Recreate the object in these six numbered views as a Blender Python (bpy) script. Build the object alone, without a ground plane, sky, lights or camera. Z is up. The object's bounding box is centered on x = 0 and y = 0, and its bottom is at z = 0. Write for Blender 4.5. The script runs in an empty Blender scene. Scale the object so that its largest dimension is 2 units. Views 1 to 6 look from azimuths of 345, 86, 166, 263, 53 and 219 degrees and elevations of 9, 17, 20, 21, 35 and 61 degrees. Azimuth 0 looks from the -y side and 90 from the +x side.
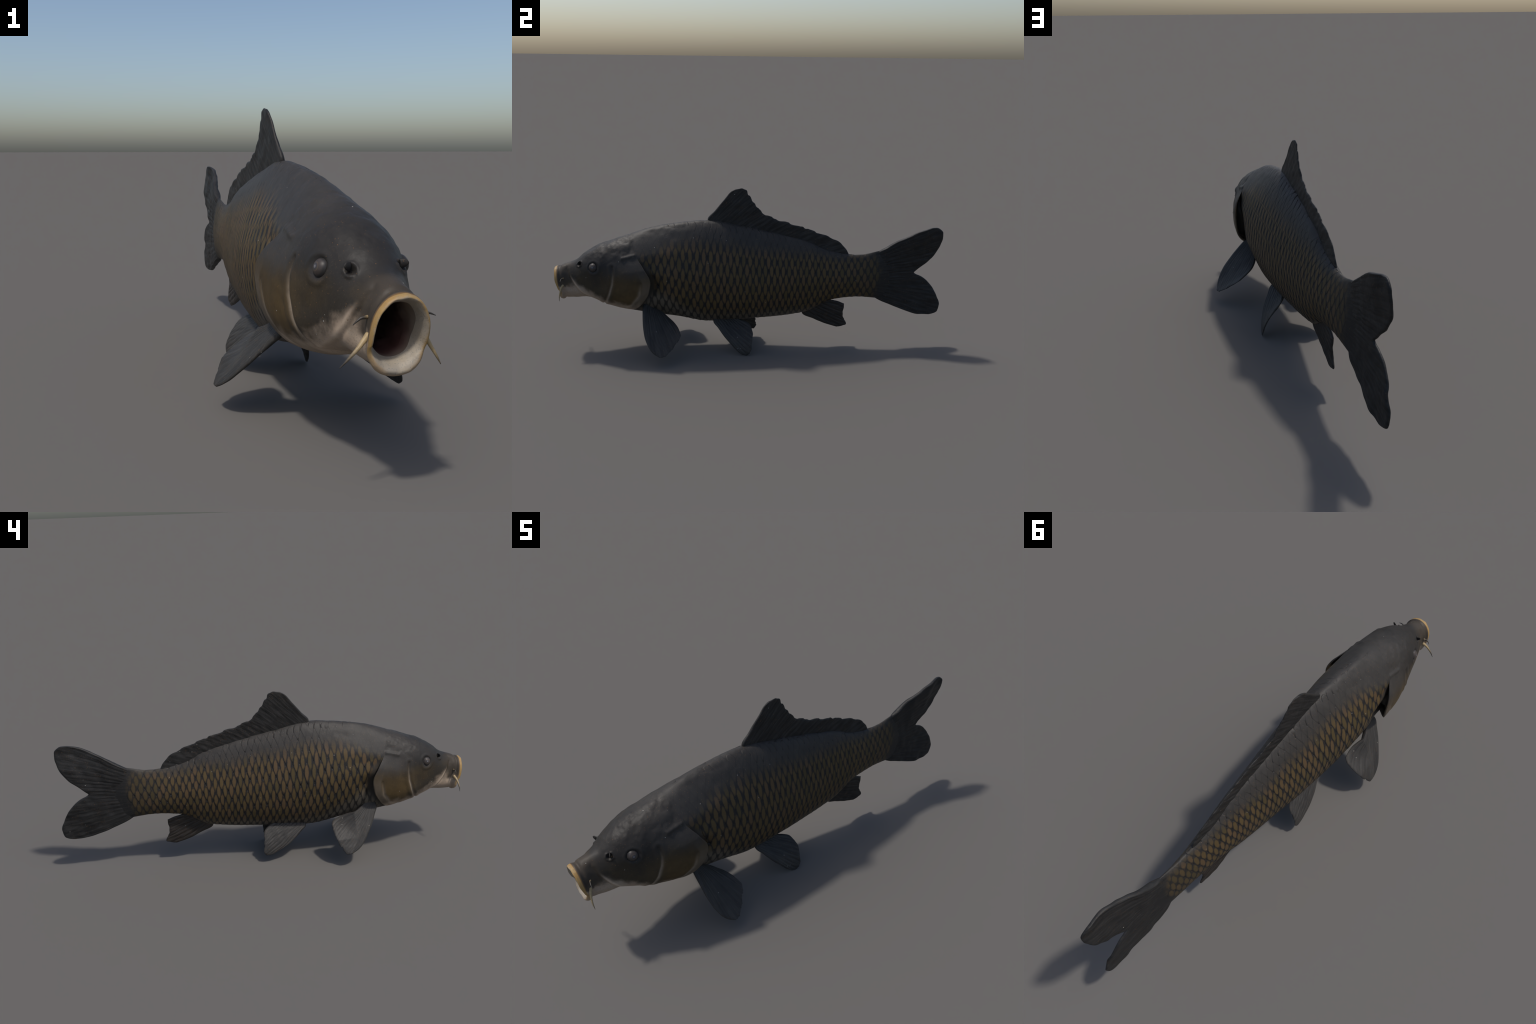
"""A dark common carp with a wide open mouth, built from cross-sections, scales and fins."""
import bpy, math
import numpy as np

# ------------------------------------------------------------------ numeric helpers
def pchip(xk, fk, x):
    xk = np.asarray(xk, float); fk = np.asarray(fk, float); x = np.asarray(x, float)
    h = np.diff(xk); d = np.diff(fk) / h
    m = np.zeros(len(xk)); w1 = 2*h[1:] + h[:-1]; w2 = h[1:] + 2*h[:-1]
    ok = d[:-1]*d[1:] > 0
    m[1:-1][ok] = (w1 + w2)[ok] / (w1[ok]/d[:-1][ok] + w2[ok]/d[1:][ok])
    m[0] = d[0]; m[-1] = d[-1]
    i = np.clip(np.searchsorted(xk, x) - 1, 0, len(h) - 1)
    t = np.clip((x - xk[i]) / h[i], -0.2, 1.2)
    return (fk[i]*(1+2*t)*(1-t)**2 + m[i]*h[i]*t*(1-t)**2
            + fk[i+1]*t*t*(3-2*t) + m[i+1]*h[i]*t*t*(t-1))

def sstep(a, b, x):
    t = np.clip((x - a) / (b - a), 0, 1)
    return t*t*(3-2*t)

def _hash(i, j, k, seed):
    n = (i*374761393 + j*668265263 + k*2147483647 + seed*1274126177) & 0xFFFFFFFF
    n = ((n ^ (n >> 13)) * 1274126177) & 0xFFFFFFFF
    n = n ^ (n >> 16)
    return (n & 0xFFFF) / 65535.0*2 - 1

def vnoise(P, scale, seed=0):
    """smooth value noise, -1..1"""
    Q = np.asarray(P, float)*scale; F = np.floor(Q).astype(np.int64); t = Q - F
    t = t*t*t*(t*(t*6-15)+10); out = 0
    for a in (0, 1):
        for b in (0, 1):
            for c in (0, 1):
                w = (t[..., 0] if a else 1-t[..., 0])*(t[..., 1] if b else 1-t[..., 1])*(t[..., 2] if c else 1-t[..., 2])
                out = out + w*_hash(F[..., 0]+a, F[..., 1]+b, F[..., 2]+c, seed)
    return out

def resample(pts, n, dense=None):
    pts = np.asarray(pts, float)
    s = np.r_[0, np.cumsum(np.linalg.norm(np.diff(pts, axis=0), axis=1))]
    s /= s[-1]
    ss = np.linspace(0, 1, n) if dense is None else dense
    return np.stack([pchip(s, pts[:, k], ss) for k in range(pts.shape[1])], -1)

def seg_dist(y, z, poly):
    """distance in the y-z plane to a polyline"""
    poly = np.asarray(poly, float); best = np.full(np.shape(y), 9.0)
    for (a, b), (c, d) in zip(poly[:-1], poly[1:]):
        L = (c-a)**2 + (d-b)**2
        t = np.clip(((y-a)*(c-a) + (z-b)*(d-b))/L, 0, 1)
        best = np.minimum(best, np.hypot(y-a-t*(c-a), z-b-t*(d-b)))
    return best

# ------------------------------------------------------------------ scene helpers
ROOT = bpy.data.objects.new("carp", None)
ROOT.empty_display_size = 0.2
bpy.context.scene.collection.objects.link(ROOT)
ROOT["label"] = "dark scaly carp with wide open pale mouth and barbels"
ROOT["category"] = "fish"

def add_mesh(name, verts, faces, mat, parent=ROOT, smooth=True, normals=None, kind=None):
    me = bpy.data.meshes.new(name)
    verts = np.asarray(verts, float)
    me.from_pydata(verts.tolist(), [], faces.tolist() if isinstance(faces, np.ndarray) else faces)
    me.update()
    if smooth:
        me.polygons.foreach_set("use_smooth", np.ones(len(me.polygons), bool))
    if normals is not None:
        me.normals_split_custom_set_from_vertices(normals.tolist())
    me.materials.append(mat)
    ob = bpy.data.objects.new(name, me)
    bpy.context.scene.collection.objects.link(ob)
    ob.parent = parent
    if kind:
        ob["kind"] = kind
    return ob

def grid_faces(nr, nc, wrap=False, off=0):
    r = np.arange(nr-1)[:, None]; c = np.arange(nc if wrap else nc-1)[None]
    c2 = (c+1) % nc
    return np.stack([r*nc+c, (r+1)*nc+c, (r+1)*nc+c2, r*nc+c2], -1).reshape(-1, 4) + off

# ------------------------------------------------------------------ body profile (metres)
YK = [-0.98, -0.94, -0.89, -0.84, -0.78, -0.70, -0.60, -0.50, -0.38, -0.22, -0.05, 0.12, 0.28, 0.42, 0.55, 0.66, 0.74, 0.82]
ZT = [0.443, 0.458, 0.475, 0.515, 0.5505, 0.580, 0.614, 0.6445, 0.666, 0.680, 0.651, 0.613, 0.569, 0.513, 0.493, 0.513, 0.545, 0.575]
ZB = [0.268, 0.273, 0.2755, 0.281, 0.2660, 0.237, 0.2120, 0.1935, 0.174, 0.1437, 0.1514, 0.162, 0.184, 0.2515, 0.2636, 0.255, 0.228, 0.20]
WH = [0.064, 0.060, 0.0735, 0.0895, 0.1083, 0.1325, 0.156, 0.165, 0.160, 0.13, 0.114, 0.09, 0.066, 0.052, 0.037, 0.0255, 0.0085, 0.002]   # head side
WT = [0.064, 0.060, 0.0735, 0.0895, 0.1083, 0.128, 0.130, 0.134, 0.1355, 0.128, 0.113, 0.090, 0.071, 0.056, 0.040, 0.0260, 0.0085, 0.002]  # trunk side
EK = [-0.95, -0.75, -0.50, 0.0, 0.3, 0.6]
FZ = [0.37, 0.395, 0.505, 0.41, 0.46, 0.42]       # height of greatest width
KT = [-0.148, -0.184, 0.47, 0.29, 0.23, 0.32]    # taper of the upper half
KB = [-0.09, -0.27, -0.10, 0.04, 0.10, 0.0]    # taper of the lower half
XK = [-0.98, -0.6, -0.1, 0.3, 0.66]
XC = [-0.0215, -0.0170, -0.0145, -0.0155, -0.0177]

# gill opening: rear edge of the gill cover as y over z, and how deep the slit is
GZ = [0.15, 0.21, 0.240, 0.290, 0.345, 0.395, 0.465, 0.520, 0.58, 0.70]
GY = [-0.66, -0.63, -0.590, -0.546, -0.514, -0.505, -0.535, -0.566, -0.585, -0.60]
def ring(y, th, head):
    """body skin at station y and angle th (0 = back, pi = belly); head = 0..1 mix of head/trunk width"""
    zt = pchip(YK, ZT, y); zb = pchip(YK, ZB, y)
    w = pchip(YK, WH, y)*head + pchip(YK, WT, y)*(1-head)
    fz = np.interp(y, EK, FZ); kt = np.interp(y, EK, KT); kb = np.interp(y, EK, KB)
    xc = pchip(XK, XC, y)
    c = np.cos(th); s = np.sin(th)
    zm = zb + fz*(zt-zb)
    k = np.where(c > 0, kt, kb)
    x = xc + w*s*(1-k*(np.sqrt(c*c+0.06)-0.2449)/0.7847)
    z = np.where(c > 0, zm+(zt-zm)*c, zm+(zm-zb)*c)
    # hollow shoulder behind the gill cover
    rel = y - pchip(GZ, GY, np.clip(z, 0.16, 0.69))
    hollow = 0.032*np.exp(-(np.maximum(rel, 0)/0.050)**2)*np.exp(-((z-0.350)/0.062)**2)*sstep(0.20, 0.25, z)
    x = x - s*hollow*(1-head)*(y > -0.72)
    return np.stack([x, y+0*x, z], -1)

NT_ = 384
TH = np.linspace(0, 2*np.pi, NT_, endpoint=False)
_zref = ring(np.full(NT_, -0.55), TH, np.ones(NT_))[:, 2]
YG = pchip(GZ, GY, _zref)
GM = sstep(0.205, 0.245, _zref)*(1-sstep(0.455, 0.525, _zref))      # openness of the slit

# mouth rim
_c = np.cos(TH); _s = np.sin(TH)
LIPY = -0.985 - 0.012*_c + 0.011*np.exp(-((_c+0.28)/0.36)**2)
def lip_outer(y):
    return ring(y, TH, np.ones(NT_))
INZ, INH, INW, INX = 0.364, 0.058, 0.046, -0.024
def cavity(y, cz, h, w, cx):
    x = cx + w*np.sign(_s)*np.abs(_s)**0.9
    z = cz + h*np.sign(_c)*np.abs(_c)**0.9
    return np.stack([x, y+0*x, z], -1)

rings = []; region = []
def push(P, reg):
    rings.append(P); region.append(reg)

# mouth cavity, throat to lip
for t in np.linspace(0, 1, 46)[:-1]:
    y = -0.60*(1-t) + (-0.955)*t
    yy = (1-sstep(0.75, 1, t))*y + sstep(0.75, 1, t)*(LIPY+0.030)
    w = pchip([0, .03, .15, .4, .7, .9, 1], [0.001, .016, .034, .050, .052, .047, INW], t)
    h = pchip([0, .03, .15, .4, .7, .9, 1], [0.001, .018, .040, .064, .066, .060, INH], t)
    cz = pchip([0, .5, .8, 1], [.372, .372, .366, INZ], t)
    cx = np.interp(t, [0, 1], [-0.018, INX])
    P = cavity(yy, cz, h, w, cx)
    fold = 0.004*np.sin(TH*9+6*t)*np.sin(np.pi*t)**2*(1-t)**.5
    n = 0.004*vnoise(P, 45, 5)*np.sin(np.pi*t)
    P[:, 0] += (fold+n)*_s; P[:, 2] += (fold+n)*_c
    push(P, 'mouth')
# lip roll
for ph in np.linspace(0, np.pi, 26):
    a = (1-np.cos(ph))/2
    inn = cavity(LIPY+0.030, INZ, INH, INW, INX)
    out = lip_outer(LIPY+0.013)
    yy = LIPY + (0.013*(1-math.sqrt(max(0, 1-((a-0.68)/0.32)**2))) if a > 0.68 else 0.030*((0.68-a)/0.68)**1.7)
    P = inn*(1-a) + out*a
    P[:, 1] = yy
    # wrinkled, slightly lumpy lip
    P[:, 1] += 0.0016*vnoise(P, 55, 3)*np.sin(ph)
    P[:, 2] += 0.0012*vnoise(P, 70, 4)
    push(P, 'lip')
# head rings
NH = 190
tt = np.linspace(0, 1, NH)
for t in tt[1:]:
    y = (LIPY+0.013)*(1-t) + YG*t
    push(ring(y, TH, np.ones(NH and NT_)*GM + (1-GM)*0.6), 'head')
head_end = len(rings)-1
# smooth the start of the head (mix differs from the lip outer ring near the mouth only by zero, widths agree there)
# gill fold
E0 = rings[-1].copy()
cent = np.stack([np.full(NT_, -0.0175), E0[:, 1], np.full(NT_, 0.38)], -1)
inw = (cent-E0); inw /= np.linalg.norm(inw, axis=1)[:, None]
for k, (dy, dr) in enumerate([(0.0025, 0.001), (0.004, 0.004), (0.003, 0.007), (-0.002, 0.009), (-0.02, 0.011), (-0.05, 0.016)]):
    P = E0 + inw*(dr*GM)[:, None]; P[:, 1] += dy*GM
    push(P, 'gill')
deep_y = YG - 0.055*GM
# trunk
NB = 300
s = np.linspace(0, 1, NB)
s = 0.55*s + 0.45*s**1.25
YEND = 0.742
for t in s:
    y = deep_y*(1-t) + YEND*t
    push(ring(y, TH, (1-GM)*0.6*(1-sstep(0, .30, t))), 'torso')
# close the rear inside the tail fin
for f in (0.6, 0.02):
    P = rings[-1].copy() if f == 0.6 else P
    c0 = np.array([-0.0177, YEND, 0.385]); Q = c0 + (rings[-1]-c0)*f; Q[:, 1] = YEND + (0.012 if f == 0.6 else 0.014)
    push(Q, 'torso')
G = np.stack(rings)                          # (R, NT, 3)
REG = np.array(region)
NR = len(G)

# ---- outward normals of the smooth skin
def grid_normals(G):
    du = np.gradient(G, axis=0)
    dv = (np.roll(G, -1, 1) - np.roll(G, 1, 1))
    n = np.cross(du, dv); L = np.linalg.norm(n, axis=2, keepdims=True)
    return n/np.maximum(L, 1e-12)
N = grid_normals(G)
if (N[250, NT_//4]*np.array([1, 0, 0])).sum() < 0:
    N = -N

# ---- relief of the head
EYE = {1: np.array([0.0835, -0.785, 0.461]), -1: np.array([-0.1185, -0.785, 0.460])}
NOS = {1: np.array([0.040, -0.863, 0.471]), -1: np.array([-0.0795, -0.864, 0.470])}
PREOP = [(-0.690, 0.470), (-0.686, 0.430), (-0.692, 0.385), (-0.708, 0.335), (-0.728, 0.290), (-0.75, 0.262)]
CREASE = [(-0.915, 0.440), (-0.905, 0.405), (-0.878, 0.362), (-0.845, 0.325), (-0.80, 0.300), (-0.745, 0.272)]
SUBOP = [(-0.548, 0.395), (-0.560, 0.330), (-0.600, 0.275), (-0.655, 0.246)]
headmask = (REG == 'head')
hi = np.where(headmask)[0]
H = G[hi]; D = np.zeros(H.shape[:2])
y, z, x = H[..., 1], H[..., 2], H[..., 0]
side = np.where(x > -0.018, 1, -1)
near_gill = 1
for sd in (1, -1):
    m = (side == sd)
    d = np.linalg.norm(H-EYE[sd], axis=2)
    d2 = np.linalg.norm(H-EYE[sd]-np.array([0, -0.006, 0.006]), axis=2)
    D += m*(-0.014*np.exp(-(d2/0.020)**2) + 0.0026*np.exp(-((d-0.032)/0.008)**2) + 0.002*np.exp(-(d/0.05)**2))
    e = H-NOS[sd]; dn = np.sqrt((e[..., 1])**2 + (e[..., 2])**2 + e[..., 0]**2)
    D += m*(-0.014*np.exp(-(dn/0.0085)**2) + 0.0030*np.exp(-((dn-0.015)/0.005)**2)*(1+0.9*vnoise(H, 110, 31)))
lower = sstep(0.53, 0.47, z)
dp = seg_dist(y, z, PREOP)
D += -0.0030*np.exp(-(dp/0.0045)**2)*lower*(z > 0.24)
behind = sstep(0.0, 0.018, y - np.interp(z, [p[1] for p in PREOP[::-1]], [p[0] for p in PREOP[::-1]]))
D += 0.0025*np.exp(-((dp-0.014)/0.010)**2)*lower
dc = seg_dist(y, z, CREASE)
front = sstep(0.008, -0.020, y - np.interp(z, [p[1] for p in CREASE[::-1]], [p[0] for p in CREASE[::-1]]))
D += -0.0045*front*sstep(-0.965, -0.93, y)*sstep(0.455, 0.43, z)
D += 0.0016*np.exp(-(dc/0.011)**2)*sstep(0.44, 0.40, z) - 0.0025*np.exp(-((dc-0.012)/0.006)**2)*front
ds = seg_dist(y, z, SUBOP)
D += -0.0022*np.exp(-(ds/0.006)**2)*sstep(0.45, 0.40, z)
# bony ridge on top of the gill cover
D += 0.0045*np.exp(-(seg_dist(y, z, [(-0.640, 0.512), (-0.578, 0.526)])/0.008)**2)
# groove behind the lip
yl = y - (LIPY+0.013)[None]
D += -0.0042*np.exp(-((yl-0.016)/0.007)**2) + 0.0012*np.exp(-((yl-0.002)/0.006)**2)
# pit at the mouth corner
dcor = np.hypot(y+0.925, z-0.345)
D += -0.0060*np.exp(-(dcor/0.016)**2)
# lumpy forehead, fine waviness everywhere
top = sstep(0.47, 0.53, z)*sstep(-0.93, -0.88, y)
D += top*(0.0017*vnoise(H, 34, 11) + 0.0009*vnoise(H, 75, 12))*sstep(-0.52, -0.6, y)
D += 0.0010*vnoise(H, 24, 13)
D *= sstep(0, 0.006, yl)*(1-sstep(0.985, 1.0, np.linspace(0, 1, len(hi)))[:, None])
G[hi] = H + N[hi]*D[..., None]
# slightly lumpy back and trunk
ti = np.where(REG == 'torso')[0]
T = G[ti]
ridge = sstep(0.10, 0.02, np.abs(T[..., 0]+0.0165))*sstep(0.40, 0.5, T[..., 2])
fade = sstep(0.0, 0.05, np.linspace(0, 1, len(ti)))[:, None]*sstep(1.0, 0.97, np.linspace(0, 1, len(ti)))[:, None]
lump = np.zeros(T.shape[:2])
for ly, lz, la in [(0.267, 0.577, 0.007), (0.298, 0.568, 0.006), (0.425, 0.515, 0.008), (0.478, 0.505, 0.007), (-0.05, 0.640, 0.003), (-0.30, 0.655, 0.003)]:
    lump += la*np.exp(-((T[..., 1]-ly)**2+(T[..., 2]-lz)**2)/0.007**2)*(T[..., 0] < -0.017)
G[ti] = T + N[ti]*(fade*(lump + 0.0009*vnoise(T, 16, 21) + ridge*0.0016*vnoise(T, 38, 22)))[..., None]

# ------------------------------------------------------------------ scale lattice shared by geometry and colour
LK = np.linspace(-0.62, 0.72, 16)            # stations of the lattice curves
L_ZT = pchip(YK, ZT, np.clip(LK, -0.98, .72))
L_ZB = pchip(YK, ZB, np.clip(LK, -0.98, .72))
L_ZL = np.interp(LK, [-0.62, -0.52, -0.444, -0.37, -0.29, -0.2, 0.0, 0.15, 0.3, 0.47, 0.7],
                 [0.497, 0.482, 0.461, 0.434, 0.414, 0.402, 0.393, 0.385, 0.378, 0.372, 0.380])
L_NT = np.interp(LK, [-0.6, -0.4, 0, 0.2, 0.4, 0.55, 0.7], [5.6, 5.8, 6.4, 6.0, 4.9, 4.2, 4.1])
L_NB = np.interp(LK, [-0.6, -0.4, 0, 0.2, 0.3, 0.4, 0.55, 0.7], [7.4, 7.2, 6.3, 6.2, 5.6, 4.6, 4.0, 4.0])
_yy = np.linspace(-0.62, 0.72, 800)
_pitch = np.interp(_yy, [-0.55, -0.3, -0.05, 0.2, 0.4, 0.62], [0.0365, 0.0348, 0.0318, 0.0297, 0.0312, 0.036])
_U = np.r_[0, np.cumsum((1/_pitch)[:-1]*np.diff(_yy))]
_U -= np.interp(0.113, _yy, _U)
L_U = np.interp(LK, _yy, _U)

def lat_inv(u, v):
    """lattice (u, v) -> (y, z)"""
    y = np.interp(u, L_U, LK)
    zl = np.interp(y, LK, L_ZL); up = v > 0
    n = np.where(up, np.interp(y, LK, L_NT), np.interp(y, LK, L_NB))
    h = np.where(up, np.interp(y, LK, L_ZT)-zl, zl-np.interp(y, LK, L_ZB))
    a = np.clip(np.abs(v)/n, 0, 1)
    q = np.linspace(0, 1, 200); A = 0.5*q + np.arcsin(q)/np.pi
    qq = np.interp(a, A, q)
    return y, zl + np.where(up, 1, -1)*qq*h

def skin_at(y, z, sd):
    """point and outward normal on the trunk skin at (y, z) on side sd"""
    def pt(y, z):
        zt = pchip(YK, ZT, y); zb = pchip(YK, ZB, y); fz = np.interp(y, EK, FZ)
        zm = zb + fz*(zt-zb)
        c = np.where(z > zm, (z-zm)/(zt-zm), (z-zm)/(zm-zb)); c = np.clip(c, -1, 1)
        th = np.arccos(c)
        th = th if sd > 0 else 2*np.pi-th
        return ring(y, th, np.zeros_like(y)), th
    P, th = pt(y, z)
    e = 1e-3
    a = ring(y+e, th, np.zeros_like(y)) - ring(y-e, th, np.zeros_like(y))
    b = ring(y, th+e, np.zeros_like(y)) - ring(y, th-e, np.zeros_like(y))
    n = np.cross(b, a); n /= np.maximum(np.linalg.norm(n, axis=-1, keepdims=True), 1e-12)
    cen = np.stack([np.full_like(y, -0.0165), y, np.full_like(y, 0.39)], -1)
    sg = np.sign(((P-cen)*n).sum(-1)); sg[sg == 0] = 1
    return P, n*sg[..., None]

# ------------------------------------------------------------------ materials
class NT:
    def __init__(self, name):
        self.m = bpy.data.materials.new(name); self.m.use_nodes = True
        self.t = self.m.node_tree; self.t.nodes.clear()
        self.out = self.t.nodes.new("ShaderNodeOutputMaterial")
        self.b = self.t.nodes.new("ShaderNodeBsdfPrincipled")
        self.t.links.new(self.b.outputs[0], self.out.inputs[0])
        tc = self.t.nodes.new("ShaderNodeTexCoord"); self.P = tc.outputs["Object"]
        sp = self.t.nodes.new("ShaderNodeSeparateXYZ"); self.t.links.new(self.P, sp.inputs[0])
        self.x, self.y, self.z = sp.outputs
    def put(self, sock, v):
        if isinstance(v, bpy.types.NodeSocket):
            self.t.links.new(v, sock)
        elif isinstance(v, (tuple, list)):
            sock.default_value = (*v, 1.0) if len(v) == 3 and sock.type == 'RGBA' else v
        else:
            sock.default_value = v
    def math(self, op, a, b=None, c=None, clamp=False):
        n = self.t.nodes.new("ShaderNodeMath"); n.operation = op; n.use_clamp = clamp
        self.put(n.inputs[0], a)
        if b is not None: self.put(n.inputs[1], b)
        if c is not None: self.put(n.inputs[2], c)
        return n.outputs[0]
    def add(self, a, b): return self.math('ADD', a, b)
    def sub(self, a, b): return self.math('SUBTRACT', a, b)
    def mul(self, a, b, clamp=False): return self.math('MULTIPLY', a, b, clamp=clamp)
    def step(self, a, b, x):
        n = self.t.nodes.new("ShaderNodeMapRange"); n.interpolation_type = 'SMOOTHSTEP'
        self.put(n.inputs["Value"], x)
        if a < b:
            n.inputs["From Min"].default_value = a; n.inputs["From Max"].default_value = b
        else:
            n.inputs["From Min"].default_value = b; n.inputs["From Max"].default_value = a
            n.inputs["To Min"].default_value = 1; n.inputs["To Max"].default_value = 0
        return n.outputs[0]
    def noise(self, scale, detail=4, rough=0.55, vec=None):
        n = self.t.nodes.new("ShaderNodeTexNoise"); n.inputs["Scale"].default_value = scale
        n.inputs["Detail"].default_value = detail; n.inputs["Roughness"].default_value = rough
        self.put(n.inputs["Vector"], vec or self.P); return n.outputs[0]
    def scaled(self, sx, sy, sz):
        n = self.t.nodes.new("ShaderNodeMapping"); n.inputs["Scale"].default_value = (sx, sy, sz)
        self.put(n.inputs["Vector"], self.P); return n.outputs[0]
    def voro(self, scale, out="Distance", vec=None, rnd=1.0):
        n = self.t.nodes.new("ShaderNodeTexVoronoi"); n.inputs["Scale"].default_value = scale
        n.inputs["Randomness"].default_value = rnd
        self.put(n.inputs["Vector"], vec or self.P); return n.outputs[out]
    def mix(self, f, a, b):
        n = self.t.nodes.new("ShaderNodeMix"); n.data_type = 'RGBA'; n.clamp_factor = True
        self.put(n.inputs[0], f); self.put(n.inputs[6], a); self.put(n.inputs[7], b); return n.outputs[2]
    def gain(self, col, f):
        n = self.t.nodes.new("ShaderNodeMix"); n.data_type = 'RGBA'; n.blend_type = 'MULTIPLY'
        n.inputs[0].default_value = 1; self.put(n.inputs[6], col)
        c = self.t.nodes.new("ShaderNodeCombineColor")
        for i in range(3): self.put(c.inputs[i], f)
        self.t.links.new(c.outputs[0], n.inputs[7]); return n.outputs[2]
    def curve(self, ks, vs, lo, hi, x):
        """piecewise linear function of x, values in lo..hi"""
        m = self.t.nodes.new("ShaderNodeMapRange"); self.put(m.inputs["Value"], x)
        m.inputs["From Min"].default_value = ks[0]; m.inputs["From Max"].default_value = ks[-1]
        n = self.t.nodes.new("ShaderNodeFloatCurve"); self.put(n.inputs["Value"], m.outputs[0])
        cm = n.mapping; cv = cm.curves[0]
        px = [(k-ks[0])/(ks[-1]-ks[0]) for k in ks]; py = [(v-lo)/(hi-lo) for v in vs]
        while len(cv.points) < len(px): cv.points.new(0.5, 0.5)
        for p, a, b in zip(cv.points, px, py):
            p.location = (a, b)
        for p in cv.points: p.handle_type = 'VECTOR'
        cm.update()
        return self.add(self.mul(n.outputs[0], hi-lo), lo)
    def polydist(self, pts):
        """distance in the y-z plane to a polyline"""
        best = None
        for (a, b), (c, d) in zip(pts[:-1], pts[1:]):
            L = (c-a)**2+(d-b)**2
            ya = self.sub(self.y, a); zb = self.sub(self.z, b)
            t = self.math('ADD', self.mul(ya, (c-a)/L), self.mul(zb, (d-b)/L), clamp=True)
            e = self.sub(ya, self.mul(t, c-a)); f = self.sub(zb, self.mul(t, d-b))
            dd = self.math('SQRT', self.add(self.mul(e, e), self.mul(f, f)))
            best = dd if best is None else self.math('MINIMUM', best, dd)
        return best
    def gauss(self, x, w):
        r = self.math('DIVIDE', x, w); return self.math('EXPONENT', self.mul(self.mul(r, r), -1.0))
    def near(self, c, r0, r1):
        n = self.t.nodes.new("ShaderNodeVectorMath"); n.operation = 'DISTANCE'
        self.put(n.inputs[0], self.P); n.inputs[1].default_value = c
        return self.step(r1, r0, n.outputs["Value"])
    def specks(self, scale, dens, size):
        """sparse small dots"""
        d = self.voro(scale); c = self.voro(scale, "Color")
        s = self.t.nodes.new("ShaderNodeSeparateColor"); self.put(s.inputs[0], c)
        on = self.math('LESS_THAN', s.outputs[0], dens)
        return self.mul(on, self.step(size, size*0.5, d))
    def bump(self, h, strength, dist=0.002):
        n = self.t.nodes.new("ShaderNodeBump"); n.inputs["Strength"].default_value = strength
        n.inputs["Distance"].default_value = dist; self.put(n.inputs["Height"], h)
        self.t.links.new(n.outputs[0], self.b.inputs["Normal"])
    def done(self, col, rough=0.5, spec=0.4, coat=0.0):
        self.put(self.b.inputs["Base Color"], col); self.put(self.b.inputs["Roughness"], rough)
        self.b.inputs["Specular IOR Level"].default_value = spec
        self.b.inputs["Coat Weight"].default_value = coat
        return self.m

SLATE = (0.0375, 0.0340, 0.0305)
WEB = (0.0155, 0.0147, 0.0145)
AMBER = (0.089, 0.059, 0.024)
RUST = (0.083, 0.052, 0.025)
OLIVE = (0.080, 0.057, 0.023)
BELLY = (0.105, 0.088, 0.066)
ORANGE = (0.22, 0.11, 0.04)

def add_dirt(k, col):
    col = k.mix(k.mul(k.step(0.57, 0.72, k.noise(210, 3, 0.75)), k.mul(k.step(0.38, 0.60, k.noise(13, 3)), 0.55)), col, (0.105, 0.068, 0.040))
    col = k.mix(k.mul(k.specks(170, 0.16, 0.22), 0.6), col, ORANGE)
    return k.mix(k.mul(k.specks(42, 0.13, 0.085), 0.85), col, (0.42, 0.40, 0.36))

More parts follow.
